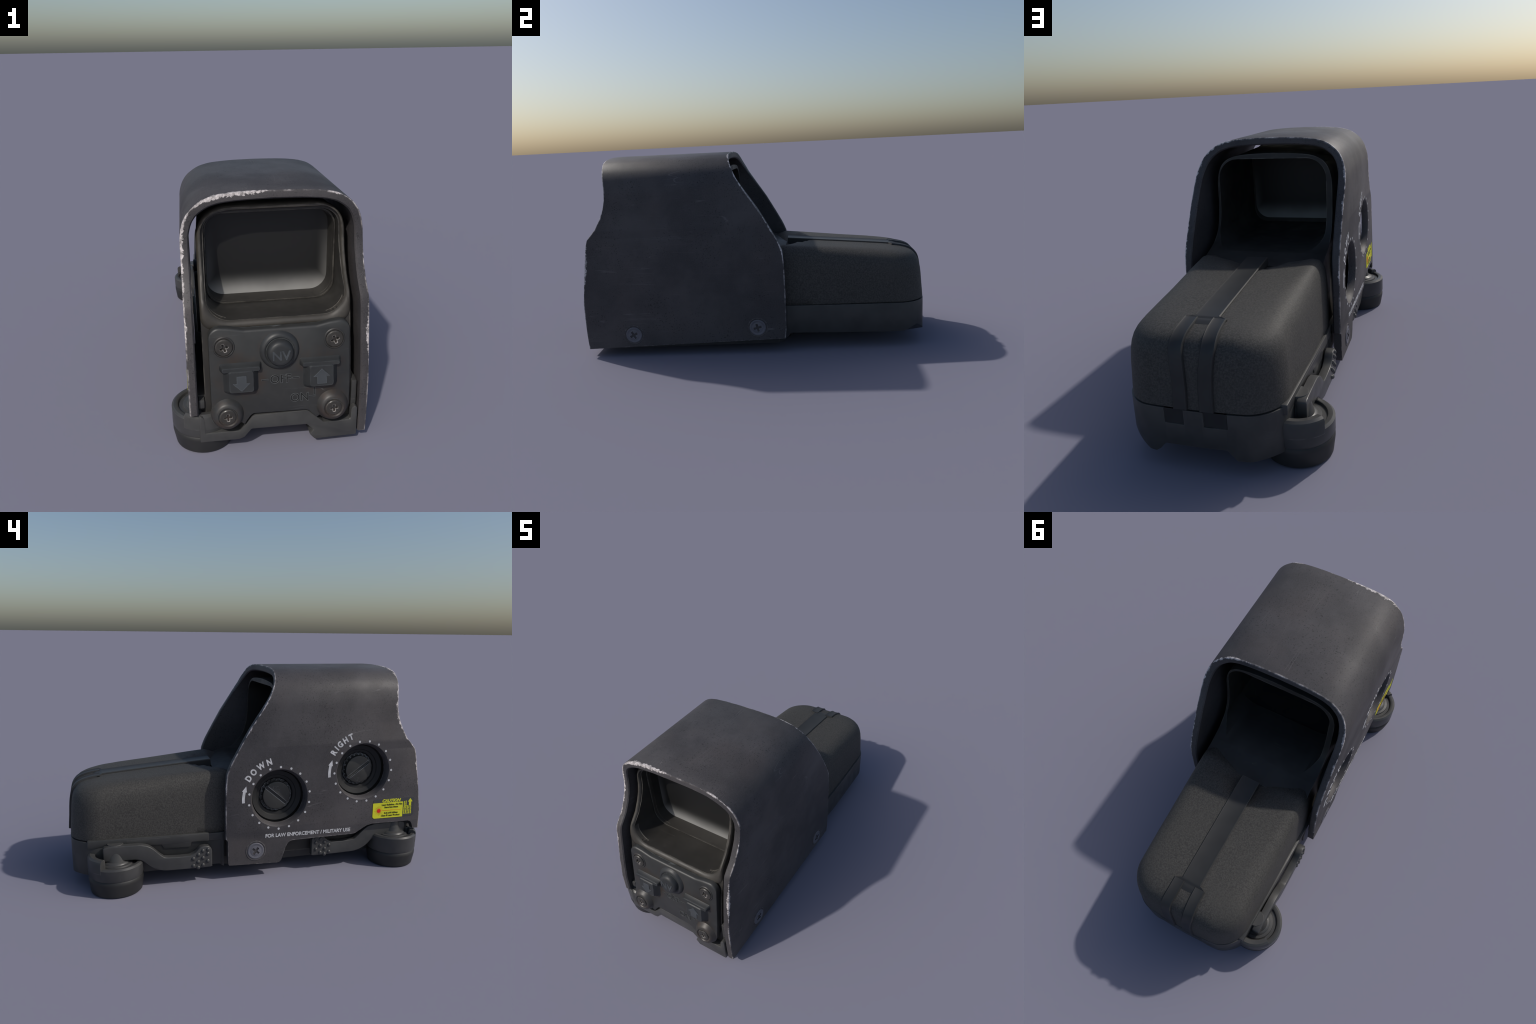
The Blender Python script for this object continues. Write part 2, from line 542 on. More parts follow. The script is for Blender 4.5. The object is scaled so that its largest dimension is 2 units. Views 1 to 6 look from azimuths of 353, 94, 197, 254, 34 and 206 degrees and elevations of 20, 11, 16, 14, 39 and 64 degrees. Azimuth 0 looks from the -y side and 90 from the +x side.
# ---- printed dots, arrows and words on the left flank
dot = lathe([(0, -.001), (.0062, -.001), (.0062, .0011), (0, .0011)], 14)
dot.materials.append(M_WHITE)
for cy, cz, ph in DIALS:
    for k in range(18):
        a = math.radians(ph - 20 * k)
        put('index_dot', dot, at(LEFT, XL, cy - .1725 * math.cos(a), cz + .1725 * math.sin(a)), hood)

def letter_arc(word, cy, cz, r, a_start, step_scale, size):
    ms = []
    a = a_start
    for ch in word:
        me = text_mesh(ch, size, .0011, .0020, 'LEFT')
        me.transform(Matrix.Diagonal((.84, 1, 1, 1)))
        w = max(v.co.x for v in me.vertices) - min(v.co.x for v in me.vertices)
        x0 = min(v.co.x for v in me.vertices)
        da = math.degrees(w / r)
        am = math.radians(a - da / 2)
        m = at(LEFT, XL, cy - r * math.cos(am), cz + r * math.sin(am), am - math.pi / 2)
        me.transform(Matrix.Translation((-x0 - w / 2, 0, 0)))
        ms.append(placed(me, m))
        a -= da + step_scale
    return join_meshes(ms)
add_obj('direction_word', letter_arc('DOWN', -.1015, .446, .196, 149.5, 2.6, .046), M_WHITE, hood)
add_obj('direction_word', letter_arc('RIGHT', -.586, .566, .200, 150.5, 2.4, .046), M_WHITE, hood)

def arrow_arc(cy, cz, r, a0, a1):
    w, hw = .0075, .0135
    head = 9
    pts = []
    n = 8
    for i in range(n + 1):
        a = math.radians(a0 + (a1 + head - a0) * i / n)
        pts.append(((r + w) * math.cos(a), (r + w) * math.sin(a)))
    a = math.radians(a1 + head)
    pts += [((r + hw) * math.cos(a), (r + hw) * math.sin(a)),
            (r * math.cos(math.radians(a1)), r * math.sin(math.radians(a1))),
            ((r - hw) * math.cos(a), (r - hw) * math.sin(a))]
    for i in range(n, -1, -1):
        a = math.radians(a0 + (a1 + head - a0) * i / n)
        pts.append(((r - w) * math.cos(a), (r - w) * math.sin(a)))
    return placed(prism(pts, 'z', -.001, .0011), at(LEFT, XL, cy, cz))
add_obj('direction_arrow', arrow_arc(-.1015, .446, .202, 184, 157.5), M_WHITE, hood)
add_obj('direction_arrow', arrow_arc(-.586, .566, .202, 186, 158.5), M_WHITE, hood)

me = text_mesh('FOR LAW ENFORCEMENT / MILITARY USE', .0285, .0011, .0007)
w = max(v.co.x for v in me.vertices)
me.transform(Matrix.Diagonal((.502 / w, 1, 1, 1)))
add_obj('restriction_lettering', placed(me, at(LEFT, XL, -.023, .2275, -.010)), M_WHITE, hood)

# ---- caution label
def label_part(name, poly, z0, z1, mat, parent):
    return add_obj(name, placed(prism(poly, 'z', z0, z1), at(LEFT, XL, -.660, .285, 0)), mat, parent)
LW, LH = .260, .113
label = label_part('caution_label', rrect(0, LW, 0, LH, .014, 5), -.002, .0012, M_LABEL, hood)
label_part('label_field', rrect(-.001, .189, -.001, .090, (.014, .002, .002, .002), 4), -.001, .0020, M_YELLOW, label)
def label_text(name, s, x, y, size, mat, align='LEFT', spin=0.0, width=None, shear=0.0, z=.0024, off=.0004):
    me = text_mesh(s, size, .0006, off, align, shear)
    if width:
        w = max(v.co.x for v in me.vertices) - min(v.co.x for v in me.vertices)
        me.transform(Matrix.Diagonal((width / w, 1, 1, 1)))
    m = at(LEFT, XL - z, -.660 - x, .285 + y, spin)
    return add_obj(name, placed(me, m), mat, label)
label_text('label_headline', 'CAUTION', .112, .0935, .0235, M_YELLOW, 'CENTER', 0, .118, .25, .0016, .0012)
label_text('label_lettering', 'Laser Radiation - Do Not', .119, .0730, .0140, M_INK, 'CENTER', 0, .130)
label_text('label_lettering', 'Stare Into Beam', .115, .0580, .0140, M_INK, 'CENTER', 0, .086)
label_text('label_lettering', '0.26 mW 650nm', .115, .0240, .0140, M_INK, 'CENTER', 0, .086)
label_text('label_lettering', 'Class II Laser Product', .112, .0090, .0140, M_INK, 'CENTER', 0, .118)
for i, s in enumerate(('Avoid Exposure', 'Laser Radiation', 'is emitted', 'from this', 'aperture')):
    label_text('label_lettering', s, .201 + .0105 * i, .014, .0125, M_YELLOW, 'LEFT', math.pi / 2, (.078, .078, .050, .050, .050)[i], 0, .0016, .0005)
label_part('label_arrow', [(.228, .064), (.242, .064), (.242, .086), (.250, .086), (.235, .107), (.220, .086), (.228, .086)], 0, .0018, M_YELLOW, label)
rays = []
for k in range(16):
    a = 2 * math.pi * k / 16
    r0, r1 = .008, .026 if k % 2 else .029
    c, s = math.cos(a), math.sin(a)
    h = .0010
    rays.append(prism([(.037 + r0 * c - h * s, .044 + r0 * s + h * c), (.037 + r0 * c + h * s, .044 + r0 * s - h * c),
                       (.037 + r1 * c + h * .5 * s, .044 + r1 * s - h * .5 * c), (.037 + r1 * c - h * .5 * s, .044 + r1 * s + h * .5 * c)], 'z', .001, .0026))
rays.append(prism([(.060, .0427), (.178, .0433), (.178, .0453), (.060, .0458)], 'z', .001, .0025))
o = add_obj('warning_rays', placed(join_meshes(rays), at(LEFT, XL, -.660, .285)), M_ORANGE, label)
add_obj('warning_disc', placed(lathe([(0, 0), (.0115, 0), (.0115, .003), (0, .003)], 20), at(LEFT, XL, -.697, .329)), M_RED, label)

# ------------------------------------------------------------------ optic housing
HX0, HX1 = XC - .319, XC + .318
def y_house(z):
    return y_front(z) + .046 - .012 * max(0.0, min(1.0, (.62 - z) / .3))
prof = [(y_house(z), z) for z in (.11, .2, .3, .45, .59, .65, .686, .707, .747, .801, .853, .904, .948, 1.0, 1.06)]
prof[-1] = (-.742, 1.062)
REARFIL = [(-.106, 1.064), (-.102, 1.02), (-.100, .95), (-.097, .86), (-.091, .78), (-.076, .715), (-.046, .660), (.0, .622), (.06, .597), (.13, .576), (.20, .560)]
prof += smooth_curve(REARFIL, 3) + [(.20, .11)]
house = add_obj('optic_housing', prism(prof, 'x', HX0, HX1), M_FRAME, root)
harch = [(.3185, .86), (.318, .905), (.313, .945), (.300, .985), (.277, 1.016), (.240, 1.038), (.19, 1.050), (.10, 1.057), (0, 1.060)]
hpoly = full_arch(harch, [.02, .45, .58, .7], .3187)
def taper(y, k, drop):
    return [(XC + (x - XC) * (k if z > .5 else 1.0), y, z - (drop if z > .9 else 0)) for x, z in hpoly]
boolean(house, [loft([taper(-1.2, 1, 0), taper(-.62, 1, 0), taper(-.20, .950, .006), taper(.5, .950, .006)])], 'INTERSECT')
def win(y, x0, x1, z0, z1, rb, rt):
    return [(x, y, z) for x, z in rrect(x0, x1, z0, z1, (rb, rb, rt, rt), 8)]
tunnel_front = loft([win(-1.1, -.262, .340, .608, 1.042, .10, .085), win(-.90, -.258, .336, .603, 1.037, .10, .085),
                     win(-.75, -.254, .331, .599, 1.030, .09, .08), win(-.690, -.250, .325, .597, 1.022, .085, .08),
                     win(-.6885, -.247, .319, .603, 1.012, .082, .08), win(-.622, -.243, .309, .613, 1.006, .078, .075)])
tunnel_rear = loft([win(.3, -.236, .328, .592, 1.026, .085, .10), win(-.11, -.236, .328, .594, 1.026, .085, .10),
                    win(-.212, -.236, .326, .596, 1.022, .085, .09), win(-.218, -.242, .328, .584, 1.024, .08, .09),
                    win(-.609, -.245, .322, .586, 1.024, .078, .075)])
boolean(house, [tunnel_front, tunnel_rear])
wells = [lathe([(.118, -.30), (.118, -.248)], 48, 'x', (0, cy, cz)) for cy, cz, ph in DIALS]
boolean(house, wells)
SCOOP = [(0, .540), (.030, .5405), (.055, .544), (.075, .550), (.095, .558), (.120, .571), (.150, .590), (.20, .63)]
house.data.materials.clear(); house.data.materials.append(M_FRAME)
finish(house, 32)
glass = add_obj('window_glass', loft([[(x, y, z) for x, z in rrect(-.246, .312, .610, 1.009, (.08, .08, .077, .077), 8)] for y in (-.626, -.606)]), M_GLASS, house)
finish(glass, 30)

# rounded bead round the front window, following the curved front of the housing
N = 120
def frame_loop(x0, x1, z0, z1, rb, rt):
    raw = rrect(x0, x1, z0, z1, (rb, rb, rt, rt), 12)
    # dense resample
    raw = raw + raw[:1]
    L = [0]
    for a, b in zip(raw, raw[1:]):
        L.append(L[-1] + math.hypot(b[0] - a[0], b[1] - a[1]))
    return [(float(np.interp(t * L[-1] / N, L, [p[0] for p in raw])), float(np.interp(t * L[-1] / N, L, [p[1] for p in raw]))) for t in range(N)]
lo = frame_loop(HX0 - .002, HX1 + .002, .566, 1.062, .05, .135)
li = frame_loop(-.257, .335, .601, 1.038, .10, .088)
rings = []
for k, (a, b) in enumerate(zip(lo, li)):
    ring = []
    for t, d in ((0, .04), (0, .012), (.12, .003), (.35, -.003), (.65, -.003), (.88, .003), (1, .012), (1.0, .04)):
        x, z = a[0] + (b[0] - a[0]) * t, a[1] + (b[1] - a[1]) * t
        ring.append((x, y_house(z) + d - .010, z))
    rings.append(ring)
rings.append(rings[0])
bead = add_obj('window_frame', loft(rings, True, False), M_BEAD, house)
finish(bead, 40)

# window ring: thin raised line where the tunnel steps in
lo = frame_loop(-.249, .324, .5985, 1.020, .085, .08)
rings = []
for a in lo:
    cx, cz = .037, .80
    rings.append([(a[0] + (cx - a[0]) * s, y, a[1] + (cz - a[1]) * s) for s, y in ((0, -.700), (.018, -.700), (.026, -.694), (.026, -.680), (0, -.680))])
rings.append(rings[0])
finish(add_obj('window_ring', loft(rings, True, False), M_FRAME, house))

# spacer between housing and hood, deep inside the right flank
rings = []
last = [i for i, p in enumerate(outer) if p[1] > .93][0]
for i in range(6, last):
    (xo, zo), (xi, zi) = outer[i], inner[i]
    nx, nz = (xi - xo) / T, (zi - zo) / T
    yf = y_front(zo)
    rings.append([(xo + nx * t, y, zo + nz * t) for t, y in ((T - .004, yf + .20), (T + .050, yf + .20), (T + .050, yf + .26), (T - .004, yf + .26))])
finish(add_obj('hood_spacer', loft(rings), M_FRAME, house))

# ---- windage and elevation dials in their wells
for (cy, cz, ph), slot in zip(DIALS, (-.70, .62)):
    w = lathe([(.093, -.250), (.0935, -.272), (.098, -.278), (.112, -.281), (.116, -.287), (.124, -.290), (.139, -.296), (.141, -.290), (.141, -.250)], 56, 'x', (0, cy, cz))
    w = join_meshes([w, lathe([(0, -.245), (.119, -.245), (.119, -.256), (0, -.256)], 40, 'x', (0, cy, cz))])
    well = finish(add_obj('dial_well', w, M_WELL, house))
    # toothed skirt
    nt_ = 20
    poly = []
    for i in range(nt_ * 4):
        a = 2 * math.pi * i / (nt_ * 4)
        r = .0895 if i % 4 in (0, 1) else .092
        poly.append((cy + r * math.cos(a), cz + r * math.sin(a)))
    skirt = prism(poly, 'x', -.2555, -.272)
    teeth = []
    for i in range(nt_):
        a = 2 * math.pi * i / nt_
        c, s = math.cos(a), math.sin(a)
        teeth.append(prism([(cy + .080 * c - .005 * s, cz + .080 * s + .005 * c), (cy + .080 * c + .005 * s, cz + .080 * s - .005 * c), (cy + .089 * c, cz + .089 * s)], 'x', -.270, -.281))
    teeth.append(skirt)
    finish(add_obj('dial_teeth', join_meshes(teeth), M_DIAL, house))
    d = add_obj('adjustment_dial', lathe([(.079, -.256), (.079, -.288), (.076, -.294), (.070, -.296), (0, -.297)], 48, 'x', (0, cy, cz)), M_DIAL, house)
    c, s = math.cos(slot), math.sin(slot)
    sl = [(-.09, -.0085), (.09, -.0085), (.09, .0085), (-.09, .0085)]
    boolean(d, [prism([(cy - (u * c - v * s), cz + (u * s + v * c)) for u, v in sl], 'x', -.31, -.2855)])
    d.data.materials.clear(); d.data.materials.append(M_DIAL)
    finish(d)

# ------------------------------------------------------------------ button panel
TILT = .128
def y_panel(z):
    return -.921 - (.585 - z) * TILT
PM = Matrix.Translation((0, y_panel(0), 0)) @ Matrix(((1, 0, 0, 0), (0, TILT, -1, 0), (0, 1, 0, 0), (0, 0, 0, 1)))  # (x, z, out) -> world
def panel_shape(poly, d0, d1, b=0.0):
    rr = [[(p[0], p[1], d0) for p in poly]]
    c = np.mean(np.array(poly), 0)
    if b:
        def ins(k):
            n = len(poly)
            out = []
            for i in range(n):
                a, q, e = np.array(poly[i - 1]), np.array(poly[i]), np.array(poly[(i + 1) % n])
                t = (e - a) / (np.linalg.norm(e - a) + 1e-9)
                out.append(tuple(q + np.array((-t[1], t[0])) * k))
            return out
        rr += [[(p[0], p[1], d1 - b) for p in poly], [(*p, d1 - .3 * b) for p in ins(.3 * b)], [(*p, d1) for p in ins(b)]]
    else:
        rr += [[(p[0], p[1], d1) for p in poly]]
    me = loft(rr)
    return placed(me, PM)
def densify(poly, step=.012):
    out = []
    for a, b in zip(poly, poly[1:] + poly[:1]):
        n = max(1, int(math.hypot(b[0] - a[0], b[1] - a[1]) / step))
        out += [(a[0] + (b[0] - a[0]) * i / n, a[1] + (b[1] - a[1]) * i / n) for i in range(n)]
    return out
PX0, PX1 = -.258, .345
outl = [(PX0, .19)] + arc_pts(-.192, .208, .064, 196, 318, 8) + [(-.118, .150), (-.090, .188), (-.078, .196), (.150, .192), (.163, .186), (.196, .152)] + \
       arc_pts(.267, .209, .064, 222, 345, 8) + [(PX1 - .004, .20), (PX1, .30), (PX1, .53)] + arc_pts(PX1 - .045, .545, .045, 0, 90, 6) + \
       [(.26, .586), (.20, .574), (-.11, .574), (-.17, .586)] + arc_pts(PX0 + .045, .545, .045, 90, 180, 6)
panel = add_obj('button_panel', panel_shape(densify(outl), -.03, 0.0, .010), M_PANEL, root)
finish(panel, 40)
def disc(cx, cz, prof, n=36):
    return placed(lathe(prof, n, 'z', (cx, cz, 0)), PM)
for cx, cz in ((-.190, .208), (.266, .210)):
    finish(add_obj('screw_boss', disc(cx, cz, [(0, -.02), (.072, -.004), (.065, .006), (.057, .020), (.050, .0255), (.042, .0265), (.0385, .022), (0, .022)]), M_PANEL, panel))
    put('panel_screw', PANELSCREW, PM @ Matrix.Translation((cx, cz, .0225)) @ Matrix.Rotation(.06, 4, 'Z'), panel)
for cx, cz in ((-.194, .508), (.275, .511)):
    finish(add_obj('screw_collar', disc(cx, cz, [(.0375, -.004), (.046, -.004), (.046, .001), (.043, .004), (.0395, .004), (.0375, -.002)]), M_PANEL, panel))
    put('panel_screw', PANELSCREW, PM @ Matrix.Translation((cx, cz, .002)) @ Matrix.Rotation(.35, 4, 'Z') @ Matrix.Diagonal((1.08, 1.08, 1.4, 1)), panel)
# night-vision button
nv = add_obj('round_button', disc(.039, .478, [(0, -.01), (.088, -.006), (.081, .007), (.075, .014), (.069, .0165), (.064, .0165), (.060, .012), (.0575, .012), (.056, .026), (.052, .036), (.046, .0415), (.036, .0435), (0, .044)], 44), M_RUBBTN, panel)
finish(nv, 50)
me = text_mesh('NV', .056, .0016, .0008, 'CENTER')
add_obj('button_symbol', placed(me, PM @ Matrix.Translation((.039, .456, .0440))), M_MARK, panel)
# arrow buttons with a lip over each
for cx, up in ((-.128, False), (.2125, True)):
    hw = .064
    body = rrect(cx - hw, cx + hw, .308, .418, .014, 4)
    top = rrect(cx - hw + .012, cx + hw - .012, .318, .412, .010, 4)
    me = placed(loft([[((p[0] - cx) * 1.22 + cx, (p[1] - .365) * 1.14 + .365, -.004) for p in body], [((p[0] - cx) * 1.05 + cx, (p[1] - .365) * 1.03 + .365, .007) for p in body], [(*p, .014) for p in body], [(*p, .028) for p in top],
                      [((p[0] - cx) * .96 + cx, (p[1] - .365) * .95 + .365, .032) for p in top]]), PM)
    bt = finish(add_obj('arrow_button', me, M_RUBBTN, panel), 40)
    lip = rrect(cx - .083, cx + .083, .404, .428, .008, 3)
    lip2 = rrect(cx - .078, cx + .078, .409, .425, .006, 3)
    finish(add_obj('button_lip', placed(loft([[((p[0] - cx) * 1.10 + cx, (p[1] - .412) * 1.6 + .412, -.004) for p in lip], [(*p, .012) for p in lip], [(*p, .020) for p in lip], [(*p, .027) for p in lip2]]), PM), M_RUBBTN, panel), 40)
    s = 1 if up else -1
    ar = [(0, .036), (.036, .002), (.020, .002), (.020, -.030), (-.020, -.030), (-.020, .002), (-.036, .002)]
    ar = [(cx + u, .362 + s * v) for u, v in ar]
    if not up:
        ar = ar[::-1]
    finish(add_obj('button_symbol', placed(prism(ar, 'z', .022, .0345), PM), M_MARK, panel))
# engraved words
def engraved(body, x, z, size):
    a = text_mesh(body, size, .0006, 0, 'CENTER')
    a = placed(a, PM @ Matrix.Translation((x, z, .0004)))
    add_obj('engraved_word', a, M_HOLE, panel)
    b = text_mesh(body, size, 0, .0010, 'CENTER', 0, .0010)
    add_obj('engraved_word_edge', placed(b, PM @ Matrix.Translation((x, z, .0008))), M_GROOVE, panel)
engraved('OFF', .041, .331, .052)
engraved('ON', .122, .240, .052)
def groove(x0, x1, z0, z1):
    p = [(x0, z0), (x1, z0), (x1, z1), (x0, z1)]
    add_obj('engraved_line', panel_shape(p, -.002, .0008), M_GROOVE, panel)
    p = [(x0 + .0018, z0 + .0018), (x1 - .0018, z0 + .0018), (x1 - .0018, z1 - .0018), (x0 + .0018, z1 - .0018)]
    add_obj('engraved_line', panel_shape(p, -.002, .0014), M_HOLE, panel)
groove(-.042, -.012, .345, .352)
groove(.092, .122, .345, .352)
groove(.160, .190, .254, .261)
groove(.184, .191, .262, .300)

# ------------------------------------------------------------------ battery compartment
ZB, ZT = .262, .599
def half_width(y):
    return float(np.interp(y, [.08, .16, .32, .45, .62, .85, 1.1], [.300, .325, .325, .325, .323, .317, .314]))
def side_soft(y):
    return float(np.interp(y, [.15, .30, .55, .80], [.45, .55, .85, 1.0]))
def plan(d_side, d_rear, n=72, rc=.135, y0=-.04):
    """open outline front-right -> rear -> front-left, inset by d"""
    pts = []
    yr = .9700 - d_rear
    w = half_width(.83) - d_side
    r = max(.02, min(rc, w - .002)) if w > .03 else max(w, .004)
    yc = yr - r
    for i in range(n):
        y = y0 + (yc - y0) * (i / n)
        pts.append((max(half_width(y) - (d_side * side_soft(y) if d_side < .15 else d_side), .0005), y))
    for i in range(25):
        a = math.radians(90 * i / 24)
        pts.append((max(w - r, 0) + r * math.cos(a), yc + r * math.sin(a)))
    xr = max(w - r, 0)
    for i in range(1, 9):
        pts.append((xr * (1 - i / 8), yr))
    full = [(XC + x, y) for x, y in pts] + [(XC - x, y) for x, y in pts[-2::-1]]
    # gentle bow of the rear end
    out = []
    for x, y in full:
        t = max(0.0, 1 - ((x - XC) / .34) ** 2)
        k = max(0.0, min(1.0, (y - .6) / .37))
        out.append((x, y + .024 * t * k * k))
    return out
def z_top(y):
    return ZT - .083 * (y - .21)
def case_z(x, y, z):
    if z <= ZB:
        return z
    q = ZB + (z - ZB) * (z_top(y) - ZB) / (ZT - ZB)
    u = max(0.0, (z - .54) / (ZT - .54))
    e = ((x - .039) / .20) ** 2 + ((y - .08) / .27) ** 2
    q -= .058 * u * max(0.0, 1 - e) ** .8
    q -= u * .42 * max(0.0, .19 - y)
    r = math.hypot(x - .039, y - .098)
    if r < .2:
        q = min(q, float(np.interp(r, [p[0] for p in SCOOP], [p[1] - .004 for p in SCOOP])))
    return q
LEVELS = [(.246, .010, .010), (.258, .008, .008), (.262, .000, .000), (.30, .000, .002), (.36, .0015, .006), (.42, .003, .009), (.47, .006, .013),
          (.505, .011, .018), (.53, .018, .024), (.55, .027, .033), (.567, .039, .045), (.578, .053, .060), (.587, .070, .082), (.593, .090, .110),
          (.5965, .115, .148), (.598, .145, .20), (.5985, .18, .24), (.599, .22, .29), (.599, .26, .35), (.599, .30, .42), (.599, .3125, .48)]
rings = [[(x, y, case_z(x, y, z)) for x, y in plan(ds, dr)] for z, ds, dr in LEVELS]
case = add_obj('battery_compartment', loft(rings, True, True), M_CASE, root)
finish(case, 50)

# latch strap: one wide band along the top that forks into two over the rear end
lev = [(plan(ds, dr), z) for z, ds, dr in LEVELS]
centre = []
for z, ds, dr in LEVELS[2:]:
    yy = max(p[1] for p in plan(ds, dr))
    centre.append((yy, z))
centre = [(y, ZB + (z - ZB) * (z_top(y) - ZB) / (ZT - ZB)) for y, z in centre][::-1]
path = [(.21, z_top(.21)), (.30, z_top(.30)), (.40, z_top(.40)), (.47, z_top(.47))] + [c for c in centre if c[0] > .50]
path = smooth_curve(path, 6)
PL = [0]
for a, b in zip(path, path[1:]):
    PL.append(PL[-1] + math.hypot(b[0] - a[0], b[1] - a[1]))
def on_path(s):
    y = float(np.interp(s, PL, [p[0] for p in path]))
    z = float(np.interp(s, PL, [p[1] for p in path]))
    y2 = float(np.interp(s + .004, PL, [p[0] for p in path])); z2 = float(np.interp(s + .004, PL, [p[1] for p in path]))
    y1 = float(np.interp(s - .004, PL, [p[0] for p in path])); z1 = float(np.interp(s - .004, PL, [p[1] for p in path]))
    t = Vector((0, y2 - y1, z2 - z1)).normalized()
    n = Vector((0, -t.z, t.y))
    if n.z < 0 and n.y < 0:
        n = -n
    return y, z, n
def s_at_y(yq):
    return float(np.interp(yq, [p[0] for p in path], PL))
def ribbon(left, right, s0, s1, n, up0, deep, fade=False):
    rings = []
    for i in range(n + 1):
        s = s0 + (s1 - s0) * i / n
        y, z, nn = on_path(s)
        a, b = left(s), right(s)
        up = up0 * (min(1.0, (s1 - s) / .022 + .05) if fade else 1.0)      # the broad band sinks in before the fork
        ring = []
        for x, h in ((a, -deep), (a, up * .45), (a + .004, up), (a + .010, up * .72), (b - .010, up * .72), (b - .004, up), (b, up * .45), (b, -deep)):
            ring.append((x, y + nn.y * h, z + nn.z * h))
        rings.append(ring)
    return loft(rings)
sA, sB = s_at_y(.812), s_at_y(.842)
sE = PL[-1]
half = lambda s: .052 + .034 * max(0, min(1, (s - sA) / .014))
strap = add_obj('latch_strap', ribbon(lambda s: .038 - half(s), lambda s: .038 + half(s), 0, s_at_y(.862), 90, .0070, .03, True), M_STRAP, case)
finish(strap, 40)
def wig(s):
    return float(np.interp((s - sB) / (sE - sB), [0, .12, .35, .62, .8, 1.0], [0, .001, .006, -.004, -.007, -.006]))
for sg in (-1, 1):
    def inn(s, sg=sg):
        return .038 + sg * (.029 + wig(s))
    def out(s, sg=sg):
        return .038 + sg * (.086 + .012 * max(0.0, min(1, (s - sB) / .1)) * 0 + wig(s))
    l, r = (inn, out) if sg > 0 else (out, inn)
    finish(add_obj('latch_leg', ribbon(l, r, s_at_y(.826), sE + .0, 50, .0095, .02), M_STRAP, case), 40)

# ------------------------------------------------------------------ mounting base
SEC_F = [(.3835, .034), (.3835, .270), (-.311, .270), (-.311, .060), (-.142, .060), (-.119, .075), (-.086, .113), (.153, .111), (.186, .080), (.167, .059), (.191, .030), (.300, .030)]
SEC_M = [(.3835, .048), (.3835, .265), (-.309, .265), (-.309, .054), (-.148, .044), (-.116, .070), (-.081, .106), (.158, .103), (.182, .082), (.178, .064), (.200, .046), (.270, .044)]
SEC_R = [(.383, .160), (.383, .256), (-.309, .256), (-.309, .110), (-.160, .070), (-.114, .070), (-.078, .110), (.165, .107), (.180, .096), (.192, .080), (.213, .066), (.240, .068)]
SEC_E = [(.383, .096), (.383, .256), (-.309, .256), (-.309, .074), (-.157, .054), (-.114, .069), (-.078, .108), (.163, .105), (.180, .094), (.190, .078), (.211, .064), (.250, .072)]
def sec_at(t, a, b):
    return [(p[0] + (q[0] - p[0]) * t, p[1] + (q[1] - p[1]) * t) for p, q in zip(a, b)]
rings = [[(x, -.905, z) for x, z in SEC_F], [(x, .17, z) for x, z in SEC_M], [(x, .22, z) for x, z in sec_at(.5, SEC_M, SEC_R)], [(x, .86, z) for x, z in SEC_E], [(x, 1.0, z) for x, z in SEC_R], [(x, 1.05, z) for x, z in SEC_R]]
base = add_obj('mounting_base', loft(rings), M_MOUNT, root)
hw_case = half_width
half_width = lambda y: float(np.interp(y, [.15, .45, .86, 1.1], [.336, .336, .324, .318]))
pl_ = [(x, y) for x, y in plan(-.001, -.0015, 12, .14, .15)]
half_width = hw_case
pl_ = [(XC + .40, -1.2), (XC + .40, .15)] + pl_ + [(XC - .40, .15), (XC - .40, -1.2)]
boolean(base, [prism(pl_, 'z', -.2, .5)], 'INTERSECT')
boolean(base, [box(-.6, -.291, .21, .905, .0, .222), box(-.6, -.240, -.70, .195, .0, .215),
               box(.083, .162, .9895, 1.1, .196, .30), box(-.087, .005, .9895, 1.1, .196, .30)])
base.data.materials.clear(); base.data.materials.append(M_MOUNT)
bevel(base, .004, 2, 30)
for x0, x1 in ((.085, .160), (-.085, .003)):
    add_obj('dark_pocket_plate', box(x0, x1, .96, .9910, .198, .256), M_POCKET, base)  # thin dark plate set in a nearly flat pocket
finish(base, 32)
# front lip with the arch under the button panel
lip = [(.3825, .035), (.3825, .176), (.372, .186), (.360, .180), (.353, .165), (.353, .120), (.232, .117), (.162, .184), (.150, .188), (-.070, .185), (-.084, .180),
       (-.138, .113), (-.286, .113), (-.286, .178), (-.296, .196), (-.312, .200), (-.312, .067), (-.142, .067), (-.119, .076), (-.087, .115), (.154, .113), (.187, .081), (.168, .060), (.192, .031)]
o = add_obj('base_lip', prism(lip, 'y', -.964, -.90), M_BASE, base)
bevel(o, .006, 2, 30)
finish(o, 32)
for x0, x1, zb, zt in ((.3565, .3815, .12, .300), (-.311, -.284, .222, .264)):
    o = add_obj('base_flange', box(x0, x1, -.938, .16, zb, zt), M_MOUNT, base)
    bevel(o, .005, 2)
    finish(o)
# side strip with its stop tab, rear left
strip = [(.905, .224), (.905, .268), (.277, .266), (.277, .218), (.370, .218), (.379, .192), (.520, .192), (.534, .222)]
o = add_obj('side_strip', prism(strip, 'x', -.302, -.262), M_MOUNT, base)
bevel(o, .006, 2, 30)
for v in o.data.vertices:          # runs along the tapering flank
    v.co.x += .014 * (v.co.y - .277) / .628
finish(o)

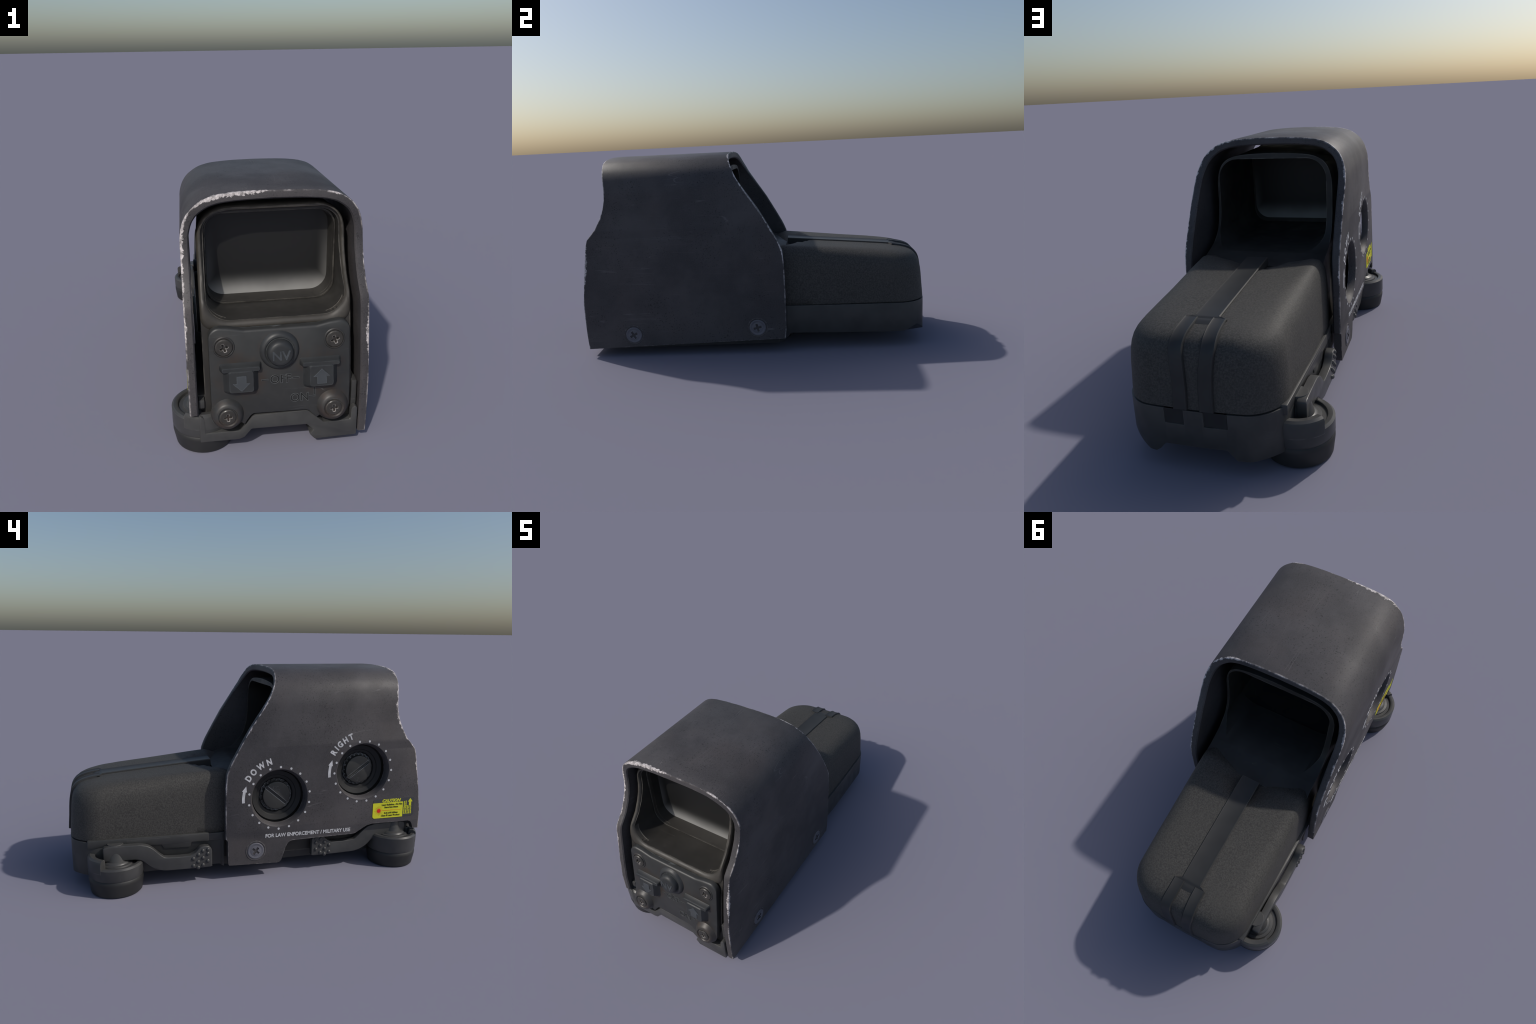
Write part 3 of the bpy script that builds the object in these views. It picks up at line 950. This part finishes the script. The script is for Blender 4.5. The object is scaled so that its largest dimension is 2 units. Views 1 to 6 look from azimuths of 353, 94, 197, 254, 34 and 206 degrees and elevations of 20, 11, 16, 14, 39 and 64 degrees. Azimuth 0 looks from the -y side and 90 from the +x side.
# ------------------------------------------------------------------ clamp knobs and levers
KX, KR = -.2895, .141
def knob(cy, mirror):
    rim = .182 if mirror else .156
    k = add_obj('clamp_knob', lathe([(0, rim - .012), (.108, rim - .012), (.113, rim - .002), (.119, rim + .001), (.132, rim), (KR, rim - .008), (KR, .096), (.136, .086), (.06, .086), (0, .086)], 48, 'z', (KX, cy, 0)), M_BASE, root)
    finish(k, 35)
    rb = .129 if mirror else .132
    foot = lathe([(0, .0), (rb - .006, .0), (rb, .004), (rb + .5 * (.140 - rb), .034), (.1400, .064), (.1400, .078), (.135, .0855), (0, .0865)], 40, 'z', (KX, cy, 0))
    finish(add_obj('rubber_foot', foot, M_RUBBER, k), 40)
    h = rim - .012
    post = lathe([(0, h - .01), (.092, h - .002), (.088, h + .006), (.074, h + .008), (.070, h + .014), (.060, h + .018), (.052, .192), (.046, .21), (.043, .240), (.040, .248), (0, .248)], 36, 'z', (KX - .002, cy, 0))
    finish(add_obj('knob_post', post, M_BASE, k), 35)
    # raised part of the collar, ends in a notch
    a0, a1 = (32, 147) if not mirror else (232, 330)
    rings = []
    n = 24
    for i in range(n + 1):
        a = math.radians(a0 + (a1 - a0) * i / n)
        c, s = math.cos(a), math.sin(a)
        rings.append([(KX + r * c, cy + r * s, z) for r, z in ((.100, .130), (.100, .188), (.106, .197), (.127, .199), (.138, .192), (.142, .182), (.142, .130))])
    finish(add_obj('collar_wall', loft(rings), M_BASE, k), 35)
    # lever: S-shaped bar from the post to a studded grip
    up = [(.83, .236), (.80, .245), (.66, .243), (.63, .239), (.60, .230), (.575, .212), (.545, .182), (.525, .166), (.505, .160), (.385, .158), (.345, .186), (.325, .202), (.285, .202), (.268, .180)]
    dn = [(.268, .094), (.276, .085), (.385, .085), (.50, .087), (.535, .091), (.57, .103), (.60, .122), (.625, .146), (.65, .160), (.70, .166), (.83, .168)]
    prof = smooth_curve(up, 2) + smooth_curve(dn, 2)
    fy = (lambda y: y + (cy - .768)) if not mirror else (lambda y: cy + (.768 - y) * 1.03)
    x0, x1 = (-.338, -.298) if not mirror else (-.326, -.292)
    lv = add_obj('clamp_lever', prism([(fy(y), z) for y, z in prof], 'x', x0, x1), M_BASE, k)
    bevel(lv, .008, 3, 40)
    finish(lv, 40)
    stud = lathe([(0, -.004), (.0125, -.004), (.010, .003), (.004, .0065), (0, .007)], 8)
    stud.materials.append(M_BASE)
    for p in stud.polygons:
        p.use_smooth = True
    for y, z in ((.370, .140), (.370, .100), (.344, .120), (.342, .160), (.318, .180), (.318, .140), (.318, .100), (.292, .162), (.292, .121), (.344, .088), (.290, .186)):
        put('grip_stud', stud, at(LEFT, x0, fy(y), z), lv)
    return k
knob(.768, False)
knob(-.820, True)

# engraved-word edges, dots etc. keep world placement; nothing else to clean up
for me in list(bpy.data.meshes):
    if me.users == 0:
        bpy.data.meshes.remove(me)
